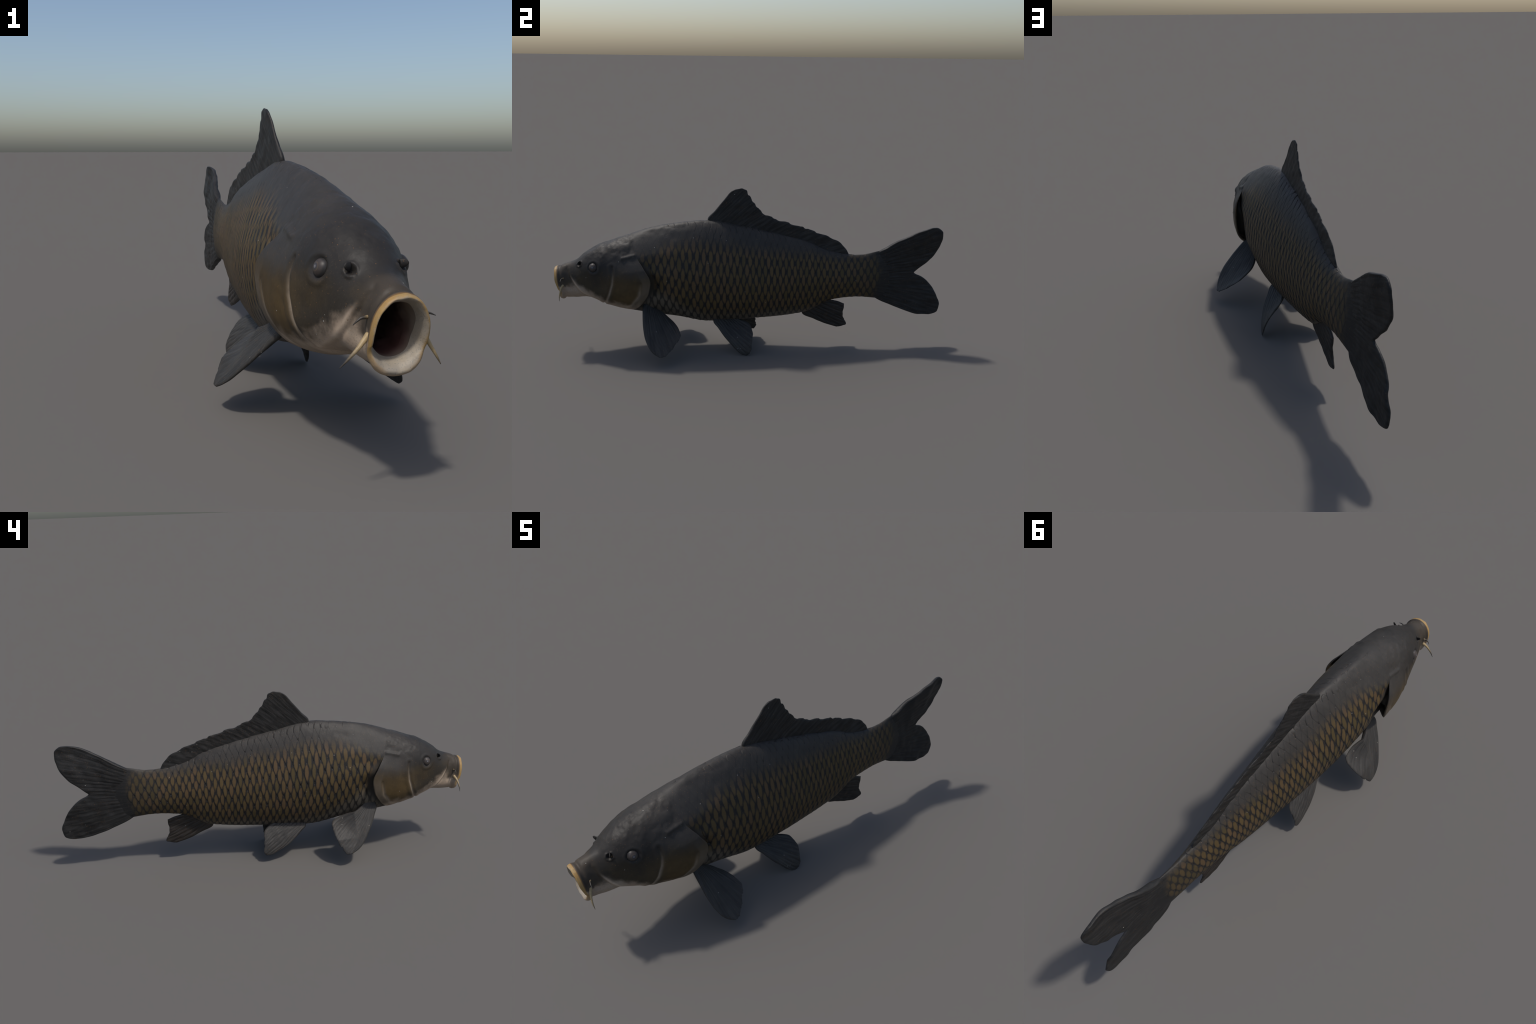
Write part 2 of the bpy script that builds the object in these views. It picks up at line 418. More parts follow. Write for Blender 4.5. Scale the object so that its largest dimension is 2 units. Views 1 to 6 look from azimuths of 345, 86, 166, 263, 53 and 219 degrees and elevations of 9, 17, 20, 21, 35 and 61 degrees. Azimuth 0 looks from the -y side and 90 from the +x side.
def scale_skin():
    k = NT("scaled_skin")
    y, z = k.y, k.z
    zl = k.curve(LK, L_ZL, 0.1, 0.7, y); zt = k.curve(LK, L_ZT, 0.1, 0.7, y); zb = k.curve(LK, L_ZB, 0.1, 0.7, y)
    nt = k.curve(LK, L_NT, 0, 10, y); nb = k.curve(LK, L_NB, 0, 10, y)
    u = k.curve(LK, L_U, -30, 30, y)
    dz = k.sub(z, zl); up = k.math('GREATER_THAN', dz, 0.0)
    h = k.add(k.mul(up, k.sub(zt, zl)), k.mul(k.sub(1.0, up), k.sub(zl, zb)))
    n = k.add(k.mul(up, nt), k.mul(k.sub(1.0, up), nb))
    q = k.math('DIVIDE', k.math('ABSOLUTE', dz), h, clamp=True)
    a = k.add(k.mul(q, 0.5), k.mul(k.math('ARCSINE', q), 1/math.pi))
    sg = k.sub(k.mul(up, 2.0), 1.0)
    v = k.mul(k.mul(a, n), sg)
    # slight irregularity
    wob = k.noise(28, 2); u = k.add(u, k.mul(k.sub(wob, 0.5), 0.30))
    wob2 = k.noise(23, 2, vec=k.scaled(1, 1.3, 0.9)); v = k.add(v, k.mul(k.sub(wob2, 0.5), 0.35))
    fs = []
    for o in (0.0, 1.0):
        uu = k.sub(u, 0.5*o); vv = k.mul(k.sub(v, o), 0.5)
        iu = k.math('ROUND', uu); iv = k.math('ROUND', vv)
        du = k.math('ABSOLUTE', k.sub(uu, iu)); dv = k.math('ABSOLUTE', k.mul(k.sub(vv, iv), 2.0))
        f = k.add(k.mul(du, 2.0), k.math('POWER', dv, 1.35))
        gu = k.mul(du, 1/0.30); gv = k.mul(dv, 1/0.76)
        g = k.math('SQRT', k.add(k.mul(gu, gu), k.mul(gv, gv)))
        c = k.t.nodes.new("ShaderNodeCombineXYZ"); k.put(c.inputs[0], k.add(iu, o*71.0)); k.put(c.inputs[1], iv); k.put(c.inputs[2], k.math('SIGN', k.add(k.x, 0.016)))
        w = k.t.nodes.new("ShaderNodeTexWhiteNoise"); w.noise_dimensions = '3D'; k.put(w.inputs["Vector"], c.outputs[0])
        fs.append((f, w.outputs["Value"], g))
    first = k.math('LESS_THAN', fs[0][0], fs[1][0])
    f = k.math('MINIMUM', fs[0][0], fs[1][0])
    rnd = k.add(k.mul(first, fs[0][1]), k.mul(k.sub(1.0, first), fs[1][1]))
    g = k.add(k.mul(first, fs[0][2]), k.mul(k.sub(1.0, first), fs[1][2]))
    core = k.step(1.12, 0.62, k.add(g, k.mul(k.sub(k.noise(75, 4), 0.5), 0.55)))
    grain = k.noise(330, 3, 0.7)
    warm = k.mix(k.step(0.55, 0.95, rnd), AMBER, RUST); warm = k.mix(k.step(0.35, 0.05, rnd), warm, OLIVE)
    warm = k.gain(warm, k.add(0.62, k.mul(k.add(rnd, k.mul(grain, 1.6)), 0.30)))
    fv = k.add(k.add(v, k.mul(k.sub(k.noise(7, 3), 0.5), 1.6)), k.mul(k.step(-0.36, -0.56, y), 2.2))
    fv_low = k.sub(k.add(v, k.mul(k.sub(k.noise(7, 3), 0.5), 1.6)), k.mul(k.step(-0.22, -0.48, y), 1.6))
    # pale lower rows: cream scales
    low = k.step(-3.4, -5.4, fv_low)
    warm = k.mix(low, warm, BELLY)
    web = k.mix(low, WEB, (0.032, 0.028, 0.024))
    col = k.mix(core, web, warm)
    # darker towards the tail
    back = k.step(2.2, 4.2, fv)
    mott = k.noise(19, 5, 0.6)
    slate = k.gain(SLATE, k.mul(k.add(0.65, k.mul(mott, 0.7)), k.add(0.75, k.mul(grain, 0.5))))
    slate_sc = k.mix(k.mul(k.step(0.70, 1.02, f), 0.30), slate, WEB)
    col = k.mix(back, col, slate_sc)
    # pale scaleless belly line
    keel = k.step(0.93, 1.0, k.mul(q, k.sub(1.0, up)))
    col = k.mix(keel, col, BELLY)
    # dark root of the tail
    tail = k.step(0.648, 0.690, k.add(k.add(y, k.mul(k.math('ABSOLUTE', k.sub(z, 0.395)), 0.28)), k.mul(k.sub(k.noise(40, 2), 0.5), 0.03)))
    dusk = k.mul(k.step(0.40, 0.66, y), 0.35)
    col = k.mix(dusk, col, (0.030, 0.026, 0.020))
    ang = k.math('ARCTAN2', k.sub(z, 0.385), k.sub(y, 0.35))
    cx = k.t.nodes.new("ShaderNodeCombineXYZ"); k.put(cx.inputs[0], k.mul(ang, 60.0)); k.put(cx.inputs[1], k.mul(y, 7.0))
    col = k.mix(tail, col, k.mix(k.step(0.35, 0.70, k.noise(1.0, 4, 0.6, vec=cx.outputs[0])), (0.014, 0.0138, 0.0135), (0.028, 0.027, 0.026)))
    # bare skin of the shoulder behind the gill cover
    yg = k.curve([0.15, 0.24, 0.345, 0.395, 0.465, 0.56, 0.7], [-0.60, -0.575, -0.50, -0.492, -0.520, -0.62, -0.62], -0.7, -0.4, z)
    sh = k.step(0.028, -0.005, k.sub(y, yg))
    col = k.mix(k.mul(sh, k.step(0.53, 0.46, z)), col, (0.050, 0.043, 0.035))
    col = add_dirt(k, col)
    hb = k.add(k.mul(k.noise(260, 3, 0.6), 0.5), k.mul(k.noise(60, 3), 0.8))
    k.bump(hb, 0.25, 0.003)
    return k.done(col, rough=k.add(0.46, k.mul(grain, 0.18)), spec=0.25)

def head_skin():
    k = NT("head_skin")
    y, z = k.y, k.z
    mott = k.noise(17, 5, 0.62); fine = k.noise(190, 3, 0.7)
    dark = k.gain(SLATE, k.mul(k.add(0.65, k.mul(k.noise(19, 5, 0.6), 0.7)), k.add(0.75, k.mul(k.noise(330, 3, 0.7), 0.5))))
    dark = k.mix(k.step(-0.62, -0.78, y), dark, k.gain((0.0235, 0.0212, 0.0190), k.add(0.65, k.mul(mott, 0.7))))
    dcol = k.mix(k.step(0.35, 0.75, k.noise(9, 4)), (0.032, 0.027, 0.021), (0.056, 0.041, 0.023))
    dcol = k.gain(dcol, k.add(0.7, k.mul(fine, 0.6)))
    zz = k.add(z, k.mul(k.sub(mott, 0.5), 0.10))
    col = k.mix(k.step(0.475, 0.405, zz), dark, dcol)
    # ochre gill cover
    op = k.mul(k.step(-0.735, -0.66, y), k.step(0.49, 0.33, zz))
    ochre = k.gain(k.mix(fine, (0.075, 0.047, 0.018), (0.095, 0.064, 0.028)), k.add(0.55, k.mul(k.noise(30, 4), 0.9)))
    col = k.mix(k.mul(op, 0.85), col, ochre)
    # pale rims: front bone edge, gill-cover hem
    lowm = k.step(0.47, 0.40, zz)
    pale = k.gain((0.30, 0.24, 0.18), k.add(0.65, k.mul(k.noise(70, 3), 0.7)))
    dp = k.polydist(PREOP)
    col = k.mix(k.mul(k.gauss(dp, 0.005), k.mul(k.step(0.47, 0.36, z), 0.75)), col, pale)
    ds = k.polydist(SUBOP)
    col = k.mix(k.mul(k.gauss(ds, 0.008), k.mul(k.step(0.42, 0.30, z), 0.65)), col, pale)
    hem = k.curve([0.15, 0.24, 0.345, 0.395, 0.465, 0.56, 0.7], [-0.63, -0.590, -0.514, -0.505, -0.535, -0.60, -0.62], -0.7, -0.4, z)
    hm = k.mul(k.step(-0.040, -0.028, k.sub(y, hem)), k.step(0.46, 0.36, z))
    col = k.mix(k.mul(hm, 0.8), col, k.gain((0.115, 0.092, 0.068), k.add(0.7, k.mul(k.noise(40, 4), 0.6))))
    # pale chin and throat
    line = k.curve([-1.0, -0.93, -0.88, -0.82, -0.75, -0.65, -0.55], [0.355, 0.358, 0.368, 0.333, 0.295, 0.264, 0.262], 0.2, 0.5, y)
    chin = k.step(0.032, -0.026, k.sub(zz, k.add(line, 0.0)))
    peach = k.mix(k.noise(22, 4), (0.40, 0.285, 0.20), (0.31, 0.26, 0.20))
    peach = k.mix(k.mul(k.specks(260, 0.35, 0.42), 0.4), peach, (0.11, 0.10, 0.085))
    col = k.mix(k.mul(chin, 0.9), col, peach)
    dc = k.polydist(CREASE)
    col = k.mix(k.mul(k.gauss(dc, 0.010), k.mul(k.step(0.41, 0.35, z), 0.75)), col, peach)
    col = k.mix(k.mul(k.gauss(dc, 0.0045), k.mul(k.step(0.42, 0.37, z), 0.7)), col, (0.46, 0.36, 0.27))
    # dark brown upper side of the mouth tube
    tube = k.mul(k.step(-0.90, -0.93, y), k.step(0.335, 0.36, zz))
    col = k.mix(k.mul(tube, 0.85), col, k.gain((0.052, 0.042, 0.032), k.add(0.6, k.mul(mott, 0.8))))
    # ochre lip rim carried onto the outer skin
    lipy = k.sub(k.mul(k.sub(0.357, z), 0.13), 0.972)
    rim = k.step(0.004, -0.004, k.sub(y, lipy))
    lo = k.gain(k.mix(k.step(0.30, 0.40, z), (0.30, 0.21, 0.11), (0.28, 0.15, 0.045)), k.add(0.6, k.mul(k.noise(90, 4), 0.8)))
    col = k.mix(rim, col, lo)
    # dark colour at the nostril pits and eye sockets
    for c in NOS.values():
        col = k.mix(k.mul(k.near(tuple(c), 0.004, 0.013), 0.7), col, (0.014, 0.013, 0.013))
    for c in EYE.values():
        col = k.mix(k.mul(k.near(tuple(c), 0.020, 0.030), 0.6), col, (0.030, 0.028, 0.028))
    col = add_dirt(k, col)
    k.bump(k.add(k.mul(fine, 0.4), k.noise(48, 4)), 0.3, 0.003)
    return k.done(col, rough=k.add(0.42, k.mul(fine, 0.2)), spec=0.20)

def lip_skin():
    k = NT("lip_skin")
    inner = k.mix(k.noise(60, 4), (0.33, 0.27, 0.19), (0.29, 0.26, 0.22))
    och = k.mix(k.noise(45, 4), (0.34, 0.185, 0.055), (0.31, 0.22, 0.085))
    och = k.mix(k.step(0.34, 0.29, k.z), och, (0.33, 0.235, 0.145))
    # distance from the mouth axis, as an ellipse
    ex = k.math('DIVIDE', k.add(k.x, 0.0225), 0.058); ez = k.math('DIVIDE', k.sub(k.z, 0.357), 0.080)
    r = k.math('SQRT', k.add(k.mul(ex, ex), k.mul(ez, ez)))
    col = k.mix(k.step(0.93, 1.06, k.add(r, k.mul(k.sub(k.noise(80, 3), 0.5), 0.14))), inner, och)
    sp = k.specks(330, 0.45, 0.42)
    col = k.mix(k.mul(sp, 0.50), col, (0.12, 0.12, 0.12))
    k.bump(k.noise(210, 4, 0.65), 0.35, 0.002)
    return k.done(col, rough=0.5, spec=0.35)

def mouth_skin():
    k = NT("mouth_lining")
    base = k.mix(k.noise(26, 4), (0.31, 0.235, 0.175), (0.27, 0.225, 0.185))
    pink = k.mix(k.noise(35, 4), (0.25, 0.105, 0.09), (0.22, 0.12, 0.10))
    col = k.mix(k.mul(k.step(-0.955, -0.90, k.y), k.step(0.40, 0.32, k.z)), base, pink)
    col = k.mix(k.step(-0.955, -0.80, k.add(k.y, k.mul(k.sub(k.noise(15, 3), 0.5), 0.06))), col, (0.060, 0.034, 0.027))  # lining darkened with depth: the throat's shadow painted into its colour
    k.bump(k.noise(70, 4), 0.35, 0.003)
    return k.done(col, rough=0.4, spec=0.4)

def fin_skin(name, dark, light, streak, warmth=0.12):
    """fin membrane; streak = (fan centre y, z, streaks per radian, streaks per metre along the ray)"""
    k = NT(name)
    py, pz, fan, along = streak
    dy = k.sub(k.y, py); dz = k.sub(k.z, pz)
    ang = k.math('ARCTAN2', dz, dy); rad = k.math('SQRT', k.add(k.mul(dy, dy), k.mul(dz, dz)))
    cx = k.t.nodes.new("ShaderNodeCombineXYZ"); k.put(cx.inputs[0], k.mul(ang, fan)); k.put(cx.inputs[1], k.mul(rad, along)); k.put(cx.inputs[2], k.mul(k.x, 3.0))
    s = k.noise(1.0, 4, 0.6, vec=cx.outputs[0]); m = k.noise(14, 5, 0.6)
    col = k.mix(k.step(0.35, 0.70, s), dark, light)
    col = k.gain(col, k.add(0.62, k.mul(m, 0.76)))
    col = k.mix(k.mul(k.step(0.55, 0.8, k.noise(33, 4)), warmth), col, (0.11, 0.065, 0.035))
    col = add_dirt(k, col)
    k.bump(k.add(k.mul(s, 1.0), k.mul(k.noise(75, 4), 0.7)), 0.35, 0.004)
    return k.done(col, rough=0.52, spec=0.22)

def eye_skin():
    k = NT("cloudy_eye")
    d = k.t.nodes.new("ShaderNodeTexCoord").outputs["Object"]
    sp = k.t.nodes.new("ShaderNodeSeparateXYZ"); k.put(sp.inputs[0], d)
    r = k.math('SQRT', k.add(k.mul(sp.outputs[1], sp.outputs[1]), k.mul(sp.outputs[2], sp.outputs[2])))
    iris = k.mix(k.noise(120, 4), (0.030, 0.025, 0.022), (0.062, 0.050, 0.045))
    col = k.mix(k.step(0.0085, 0.0065, r), iris, (0.045, 0.042, 0.044))
    col = k.mix(k.gauss(k.sub(r, 0.0095), 0.0011), col, (0.085, 0.064, 0.045))
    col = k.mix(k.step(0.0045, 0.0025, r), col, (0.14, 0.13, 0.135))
    col = k.mix(k.step(0.0165, 0.0205, r), col, (0.024, 0.022, 0.021))
    return k.done(col, rough=0.45, spec=0.3)

def barbel_skin(lo=0.072, hi=0.112, name="barbel_skin"):
    k = NT(name)
    ex = k.math('ABSOLUTE', k.add(k.x, 0.022))
    col = k.mix(k.step(lo, hi, ex), (0.34, 0.25, 0.13), (0.040, 0.034, 0.028))
    col = k.gain(col, k.add(0.65, k.mul(k.noise(150, 4), 0.7)))
    return k.done(col, rough=0.5)

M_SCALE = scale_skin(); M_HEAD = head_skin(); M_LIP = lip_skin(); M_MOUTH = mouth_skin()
M_DORSAL = fin_skin("dorsal_fin_skin", (0.014, 0.0133, 0.0125), (0.034, 0.032, 0.030), (-0.617, 0.258, 75, 7))
M_TAIL = fin_skin("tail_fin_skin", (0.014, 0.0138, 0.0135), (0.028, 0.027, 0.026), (0.35, 0.385, 60, 7))
M_ANAL = fin_skin("anal_fin_skin", (0.017, 0.0145, 0.013), (0.040, 0.033, 0.027), (0.22, 0.26, 28, 8), 0.2)
M_PAIR = fin_skin("pectoral_fin_skin", (0.029, 0.027, 0.025), (0.046, 0.043, 0.039), (-0.53, 0.30, 22, 8))
M_PELV = fin_skin("pelvic_fin_skin", (0.029, 0.027, 0.0255), (0.049, 0.046, 0.042), (-0.23, 0.20, 26, 8))
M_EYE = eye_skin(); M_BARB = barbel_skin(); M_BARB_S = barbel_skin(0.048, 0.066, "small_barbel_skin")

# ------------------------------------------------------------------ split the body skin into anatomical parts
V = G.reshape(-1, 3)
F = grid_faces(NR, NT_, wrap=True)
fr = np.repeat(np.arange(NR-1), NT_); fcid = np.tile(np.arange(NT_), NR-1)
whole = bpy.data.meshes.new("skin_helper")
whole.from_pydata(V.tolist(), [], F.tolist()); whole.update()
# outward orientation
c = V[F].mean(1); mid = np.where((fr > head_end+30))[0][::997]
nn = np.array([whole.polygons[int(i)].normal[:] for i in mid])
if ((c[mid]-np.array([-0.017, 0, 0.38]))[:, [0, 2]]*nn[:, [0, 2]]).sum() < 0:
    F = F[:, ::-1]; whole.clear_geometry(); whole.from_pydata(V.tolist(), [], F.tolist()); whole.update()
VN = np.zeros(len(V)*3); whole.vertices.foreach_get("normal", VN); VN = VN.reshape(-1, 3)
bpy.data.meshes.remove(whole)
VNg = VN.reshape(NR, NT_, 3)
join = VNg[head_end-2] + VNg[head_end+9]
join /= np.linalg.norm(join, axis=1)[:, None]
closed = (1-sstep(0.0, 0.10, GM))[None, :, None]
sl = slice(head_end-1, head_end+9)
VNg[sl] = VNg[sl]*(1-closed) + join[None]*closed
VN = VNg.reshape(-1, 3)
freg = REG[fr+1].astype(object)
fc = V[F].mean(1)
pre_y = np.interp(fc[:, 2], [p[1] for p in PREOP[::-1]], [p[0] for p in PREOP[::-1]])
isop = ((freg == 'head') | (freg == 'gill')) & (GM[fcid] > 0.02) & (fc[:, 1] > pre_y) & (fc[:, 2] < 0.53) & (fc[:, 2] > 0.2)
freg[isop & (fc[:, 0] > -0.0175)] = 'gill_cover_a'
freg[isop & (fc[:, 0] <= -0.0175)] = 'gill_cover_b'
freg[freg == 'gill'] = 'torso'
def part(name, key, mat):
    f = F[freg == key]
    ids, inv = np.unique(f, return_inverse=True)
    return add_mesh(name, V[ids], inv.reshape(f.shape), mat, normals=VN[ids])
head = part("head", "head", M_HEAD)
cover_a = part("gill_cover", "gill_cover_a", M_HEAD)
cover_b = part("gill_cover", "gill_cover_b", M_HEAD)
lip = part("lip", "lip", M_LIP)
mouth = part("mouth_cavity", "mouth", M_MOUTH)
torso = part("torso", "torso", M_SCALE)

# ------------------------------------------------------------------ scales
rng = np.random.default_rng(7)
NA, NBb = 11, 8
aa = np.linspace(-1, 1, NA)[:, None]; bb = np.linspace(0, 1, NBb)[None]
GE = {}
def gill_back(z):
    return np.interp(z, [0.15, 0.21, 0.245, 0.29, 0.345, 0.395, 0.465, 0.525, 0.60, 0.70],
                     [-0.44, -0.44, -0.45, -0.47, -0.485, -0.485, -0.505, -0.555, -0.57, -0.57])
specs = []
for sd in (1, -1):
    for j in range(-8, 7):
        for i in range(-24, 22):
            u0 = i + (0.5 if j % 2 else 0.0)
            y0, z0 = lat_inv(np.array(u0), np.array(float(j)))
            ntop = np.interp(y0, LK, L_NT); nbot = np.interp(y0, LK, L_NB)
            if j > ntop-0.35 or -j > nbot-0.30: continue
            if y0 > 0.66 - 0.28*abs(z0-0.395) or y0 < gill_back(z0): continue
            # bare patch above the pectoral fin root
            if y0 < -0.36 and z0 < 0.30 - (y0+0.52)*0.55: continue
            specs.append((sd, float(j), u0, float(y0), float(z0)))
meshes = []
for sd, j, u0, y0, z0 in specs:
    jit = rng.normal(0, 0.03, 2); lift = 0.0013*rng.uniform(0.7, 1.3)*np.interp(y0, [-0.5, 0.2, 0.62], [1.1, 1, .6])*np.interp(j, [1.5, 4], [1, 0.55])
    rear = 0.52*(1-np.abs(aa)**1.35) + 0.015*np.sin(7*aa+u0)
    frnt = rear - 1.02*(1-0.72*np.abs(aa)**2)
    uu = u0 + jit[0] + frnt + (rear-frnt)*bb**0.9
    vv = j + jit[1] + aa*0.97 + 0*bb
    y, z = lat_inv(uu, vv)
    P, n = skin_at(y, z, sd)
    prof = 0.15 + 0.85*np.minimum(bb/0.86, 1)
    prof = prof*np.where(bb > 0.93, 0.55, 1.0)
    hgt = lift*prof*(1-0.35*aa**4) + 0.0003*vnoise(P, 120, 9)
    hgt[:, -1] = -0.0004; hgt[:, 0] = -0.0002; hgt[0, :] = -0.0003; hgt[-1, :] = -0.0003
    Pt = P + n*hgt[..., None]
    area = np.ptp(y)*np.ptp(z)
    under = P + n*(-0.0012)
    vv_ = np.concatenate([Pt.reshape(-1, 3), under.reshape(-1, 3)])
    ft = grid_faces(NA, NBb); nb0 = NA*NBb
    if sd < 0: ft = ft[:, ::-1]
    fb = ft[:, ::-1] + nb0
    loop = [a*NBb for a in range(NA)] + [(NA-1)*NBb+b for b in range(1, NBb)] + [a*NBb+NBb-1 for a in range(NA-2, -1, -1)] + [b for b in range(NBb-2, 0, -1)]
    lp = np.array(loop); lq = np.roll(lp, -1)
    fs = np.stack([lp, lq, lq+nb0, lp+nb0], -1)
    if sd > 0: fs = fs[:, ::-1]
    meshes.append((area, vv_, np.concatenate([ft, fb, fs])))
order = np.argsort([-m[0] for m in meshes])
for r in order[:300]:
    add_mesh("scale", meshes[r][1], meshes[r][2], M_SCALE, parent=torso)
vs, fs, o = [], [], 0
for r in order[300:]:
    vs.append(meshes[r][1]); fs.append(meshes[r][2]+o); o += len(meshes[r][1])
if vs:
    add_mesh("small_scale", np.concatenate(vs), np.concatenate(fs), M_SCALE, parent=torso, kind="stuff")
print("scales", len(specs))

# ------------------------------------------------------------------ fins
def make_fin(name, lead, margin, trail, surf, mat, rays, hb, ht, ridge=0.0012, wave=0.0, fray=0.012, seed=0,
             nS=140, nT=70, flare=0.0, bulge=0.0, rootfade=0.0):
    """lead: first ray root->tip, margin: tip->rear corner, trail: last ray root->rear corner (all in y, z);
    surf(y, z) gives the middle surface in x; hb/ht half thickness at root/margin."""
    sp = np.linspace(0, 1, nS); sp = 0.5-0.5*np.cos(np.pi*sp)*(0.35+0.65*np.abs(np.cos(np.pi*sp))**0.5) if False else sp
    e = 0.02
    sp = np.unique(np.r_[np.linspace(0, e, 7), np.linspace(e, 1-e, nS-14), np.linspace(1-e, 1, 7)])
    tp = np.unique(np.r_[np.linspace(0, 1-e, nT-8), np.linspace(1-e, 1, 9)])
    S, T = np.meshgrid(sp, tp, indexing='ij')
    lead = resample(lead, 60); trail = resample(trail, 60)
    M = resample(margin, None, dense=sp)
    fr_ = np.abs(np.sin(np.pi*rays*sp + 0.6*np.sin(9*sp+seed)))
    A = np.stack([np.interp(tp, np.linspace(0, 1, 60), lead[:, k]) for k in (0, 1)], -1)
    B = np.stack([np.interp(tp, np.linspace(0, 1, 60), trail[:, k]) for k in (0, 1)], -1)
    root = lead[0]*(1-sp[:, None]) + trail[0]*sp[:, None]
    chord = root[:, None]*(1-T[..., None]) + M[:, None]*T[..., None]
    dA = A - (lead[0]*(1-tp[:, None]) + lead[-1]*tp[:, None]); dB = B - (trail[0]*(1-tp[:, None]) + trail[-1]*tp[:, None])
    w0 = (1-S)[..., None]**2.0; w1 = S[..., None]**2.0
    Q = chord + dA[None]*w0 + dB[None]*w1
    # frayed margin between the ray tips
    sv = np.stack([sp, 0*sp, 0*sp+seed], -1)
    pull = fray*(0.12+0.35*vnoise(sv, rays*0.8, 70) + 0.35*vnoise(sv, rays*1.9, 71))*np.sin(np.pi*np.clip(sp, 0, 1))**0.3
    Q = Q - (Q-root[:, None])*(pull[:, None]*sstep(0.7, 1, T))[..., None]
    y, z = Q[..., 0], Q[..., 1]
    x = surf(y, z) + bulge*np.sin(np.pi*S)*np.sin(np.pi*np.clip(T, 0, 1))**1.2
    P = np.stack([x, y, z], -1)
    nrm = np.cross(np.gradient(P, axis=0), np.gradient(P, axis=1))
    nrm /= np.maximum(np.linalg.norm(nrm, axis=2, keepdims=True), 1e-12)
    # blur normals over degenerate borders
    nrm = np.where(np.isfinite(nrm), nrm, 0)
    if nrm[nS//2, nT//2, 0] < 0: nrm = -nrm
    width = np.linalg.norm(P[-1]-P[0], axis=-1)[None]+1e-6
    edge = np.minimum(np.minimum(S, 1-S)*width/0.010, (1-T)*np.linalg.norm(M-root, axis=1)[:, None]/0.012)
    rnd = np.sqrt(1-(1-np.clip(edge, 0, 1))**2)
    h = (hb*(1-T)**1.4 + ht*(1-(1-T)**1.4)) + flare*np.exp(-T/0.10)
    phase = np.pi*rays*S + 0.6*np.sin(9*S+seed) + 0.5*vnoise(P, 18, seed+40)
    h = h*(0.86+0.14*1) + ridge*(np.abs(np.sin(phase))-0.6)*sstep(0.0, 0.15, T)*sstep(1.0, 0.7, T*0.6+0.4*T**4)
    h = h + 0.0008*vnoise(P, 34, seed+50)
    h = h*(1 - rootfade*(1-sstep(0.0, 0.22, T))*np.abs(2*S-1)**3)
    h = np.maximum(h, 0.0012)*rnd
    bulk = wave*(vnoise(P*np.array([0, 1, 1]), 15, seed+60) + 0.5*vnoise(P*np.array([0, 1, 1]), 33, seed+61))*sstep(0.05, 0.5, T)
    P = P + nrm*bulk[..., None]
    a, b = P + nrm*h[..., None], P - nrm*h[..., None]
    ns, ntt = S.shape
    vs = np.concatenate([a.reshape(-1, 3), b.reshape(-1, 3)])
    f = grid_faces(ns, ntt); n0 = ns*ntt
    # weld the borders where the thickness is zero
    idx = np.arange(2*n0)
    gi = np.arange(n0).reshape(ns, ntt)
    for border in (gi[0], gi[-1], gi[:, -1]): idx[border+n0] = border
    f2 = idx[f[:, ::-1]+n0]
    faces = np.concatenate([f, f2])
    tri = faces.tolist()
    tri = [list(dict.fromkeys(q)) for q in tri]; tri = [q for q in tri if len(q) > 2]
    ob = add_mesh(name, vs, tri, mat)
    # make the two skins face outward
    import bmesh
    bm = bmesh.new(); bm.from_mesh(ob.data)
    loose = [v for v in bm.verts if not v.link_faces]; bmesh.ops.delete(bm, geom=loose, context='VERTS')
    bmesh.ops.recalc_face_normals(bm, faces=bm.faces); bm.to_mesh(ob.data); bm.free()
    return ob

xmid = lambda y, z: -0.0165 + 0*y
dors_lead = [(-0.215, 0.655), (-0.222, 0.682), (-0.184, 0.728), (-0.140, 0.780), (-0.103, 0.822), (-0.080, 0.834)]
dors_marg = [(-0.080, 0.836), (-0.054, 0.841), (-0.030, 0.836), (-0.012, 0.802), (-0.006, 0.782), (0.010, 0.765), (0.030, 0.741), (0.055, 0.714), (0.100, 0.692),
             (0.150, 0.676), (0.193, 0.664), (0.265, 0.640), (0.333, 0.614), (0.400, 0.587), (0.450, 0.560), (0.484, 0.528), (0.502, 0.497)]
dors_trail = [(0.470, 0.478), (0.485, 0.488), (0.502, 0.497)]
def dors_x(y, z):
    hgt = z - np.interp(y, YK, ZT)
    return -0.0175 - 0.045*np.clip(hgt, 0, 0.16)
# the root follows the back: bend the straight root line down onto the back profile through the surface grid
def curved_root(root_pts):
    return root_pts
make_fin("dorsal_fin", dors_lead, dors_marg, dors_trail, dors_x, M_DORSAL, 24, 0.008, 0.0040, ridge=0.0008, wave=0.0022, fray=0.10, seed=1, nS=240, flare=0.004)

tail_lead = [(0.630, 0.490), (0.655, 0.508), (0.692, 0.529), (0.735, 0.556), (0.800, 0.590), (0.865, 0.622), (0.925, 0.638)]
tail_marg = [(0.925, 0.638), (0.950, 0.639), (0.972, 0.630), (0.987, 0.612), (0.988, 0.583), (0.976, 0.530), (0.942, 0.475), (0.886, 0.424), (0.862, 0.403), (0.853, 0.394),
             (0.862, 0.386), (0.894, 0.371), (0.947, 0.326), (0.978, 0.272), (1.000, 0.215), (0.992, 0.178), (0.962, 0.164), (0.945, 0.161)]
tail_trail = [(0.630, 0.272), (0.662, 0.249), (0.735, 0.216), (0.812, 0.185), (0.885, 0.164), (0.945, 0.161)]
def tail_x(y, z):
    t = sstep(0.62, 0.90, y)
    up = sstep(0.46, 0.62, z); lo = sstep(0.30, 0.18, z)
    return -0.0185 + t*(0.023*up*sstep(0.66, 0.8, y)*(1-0.42*sstep(0.88, 0.98, y)) + 0.008*lo)
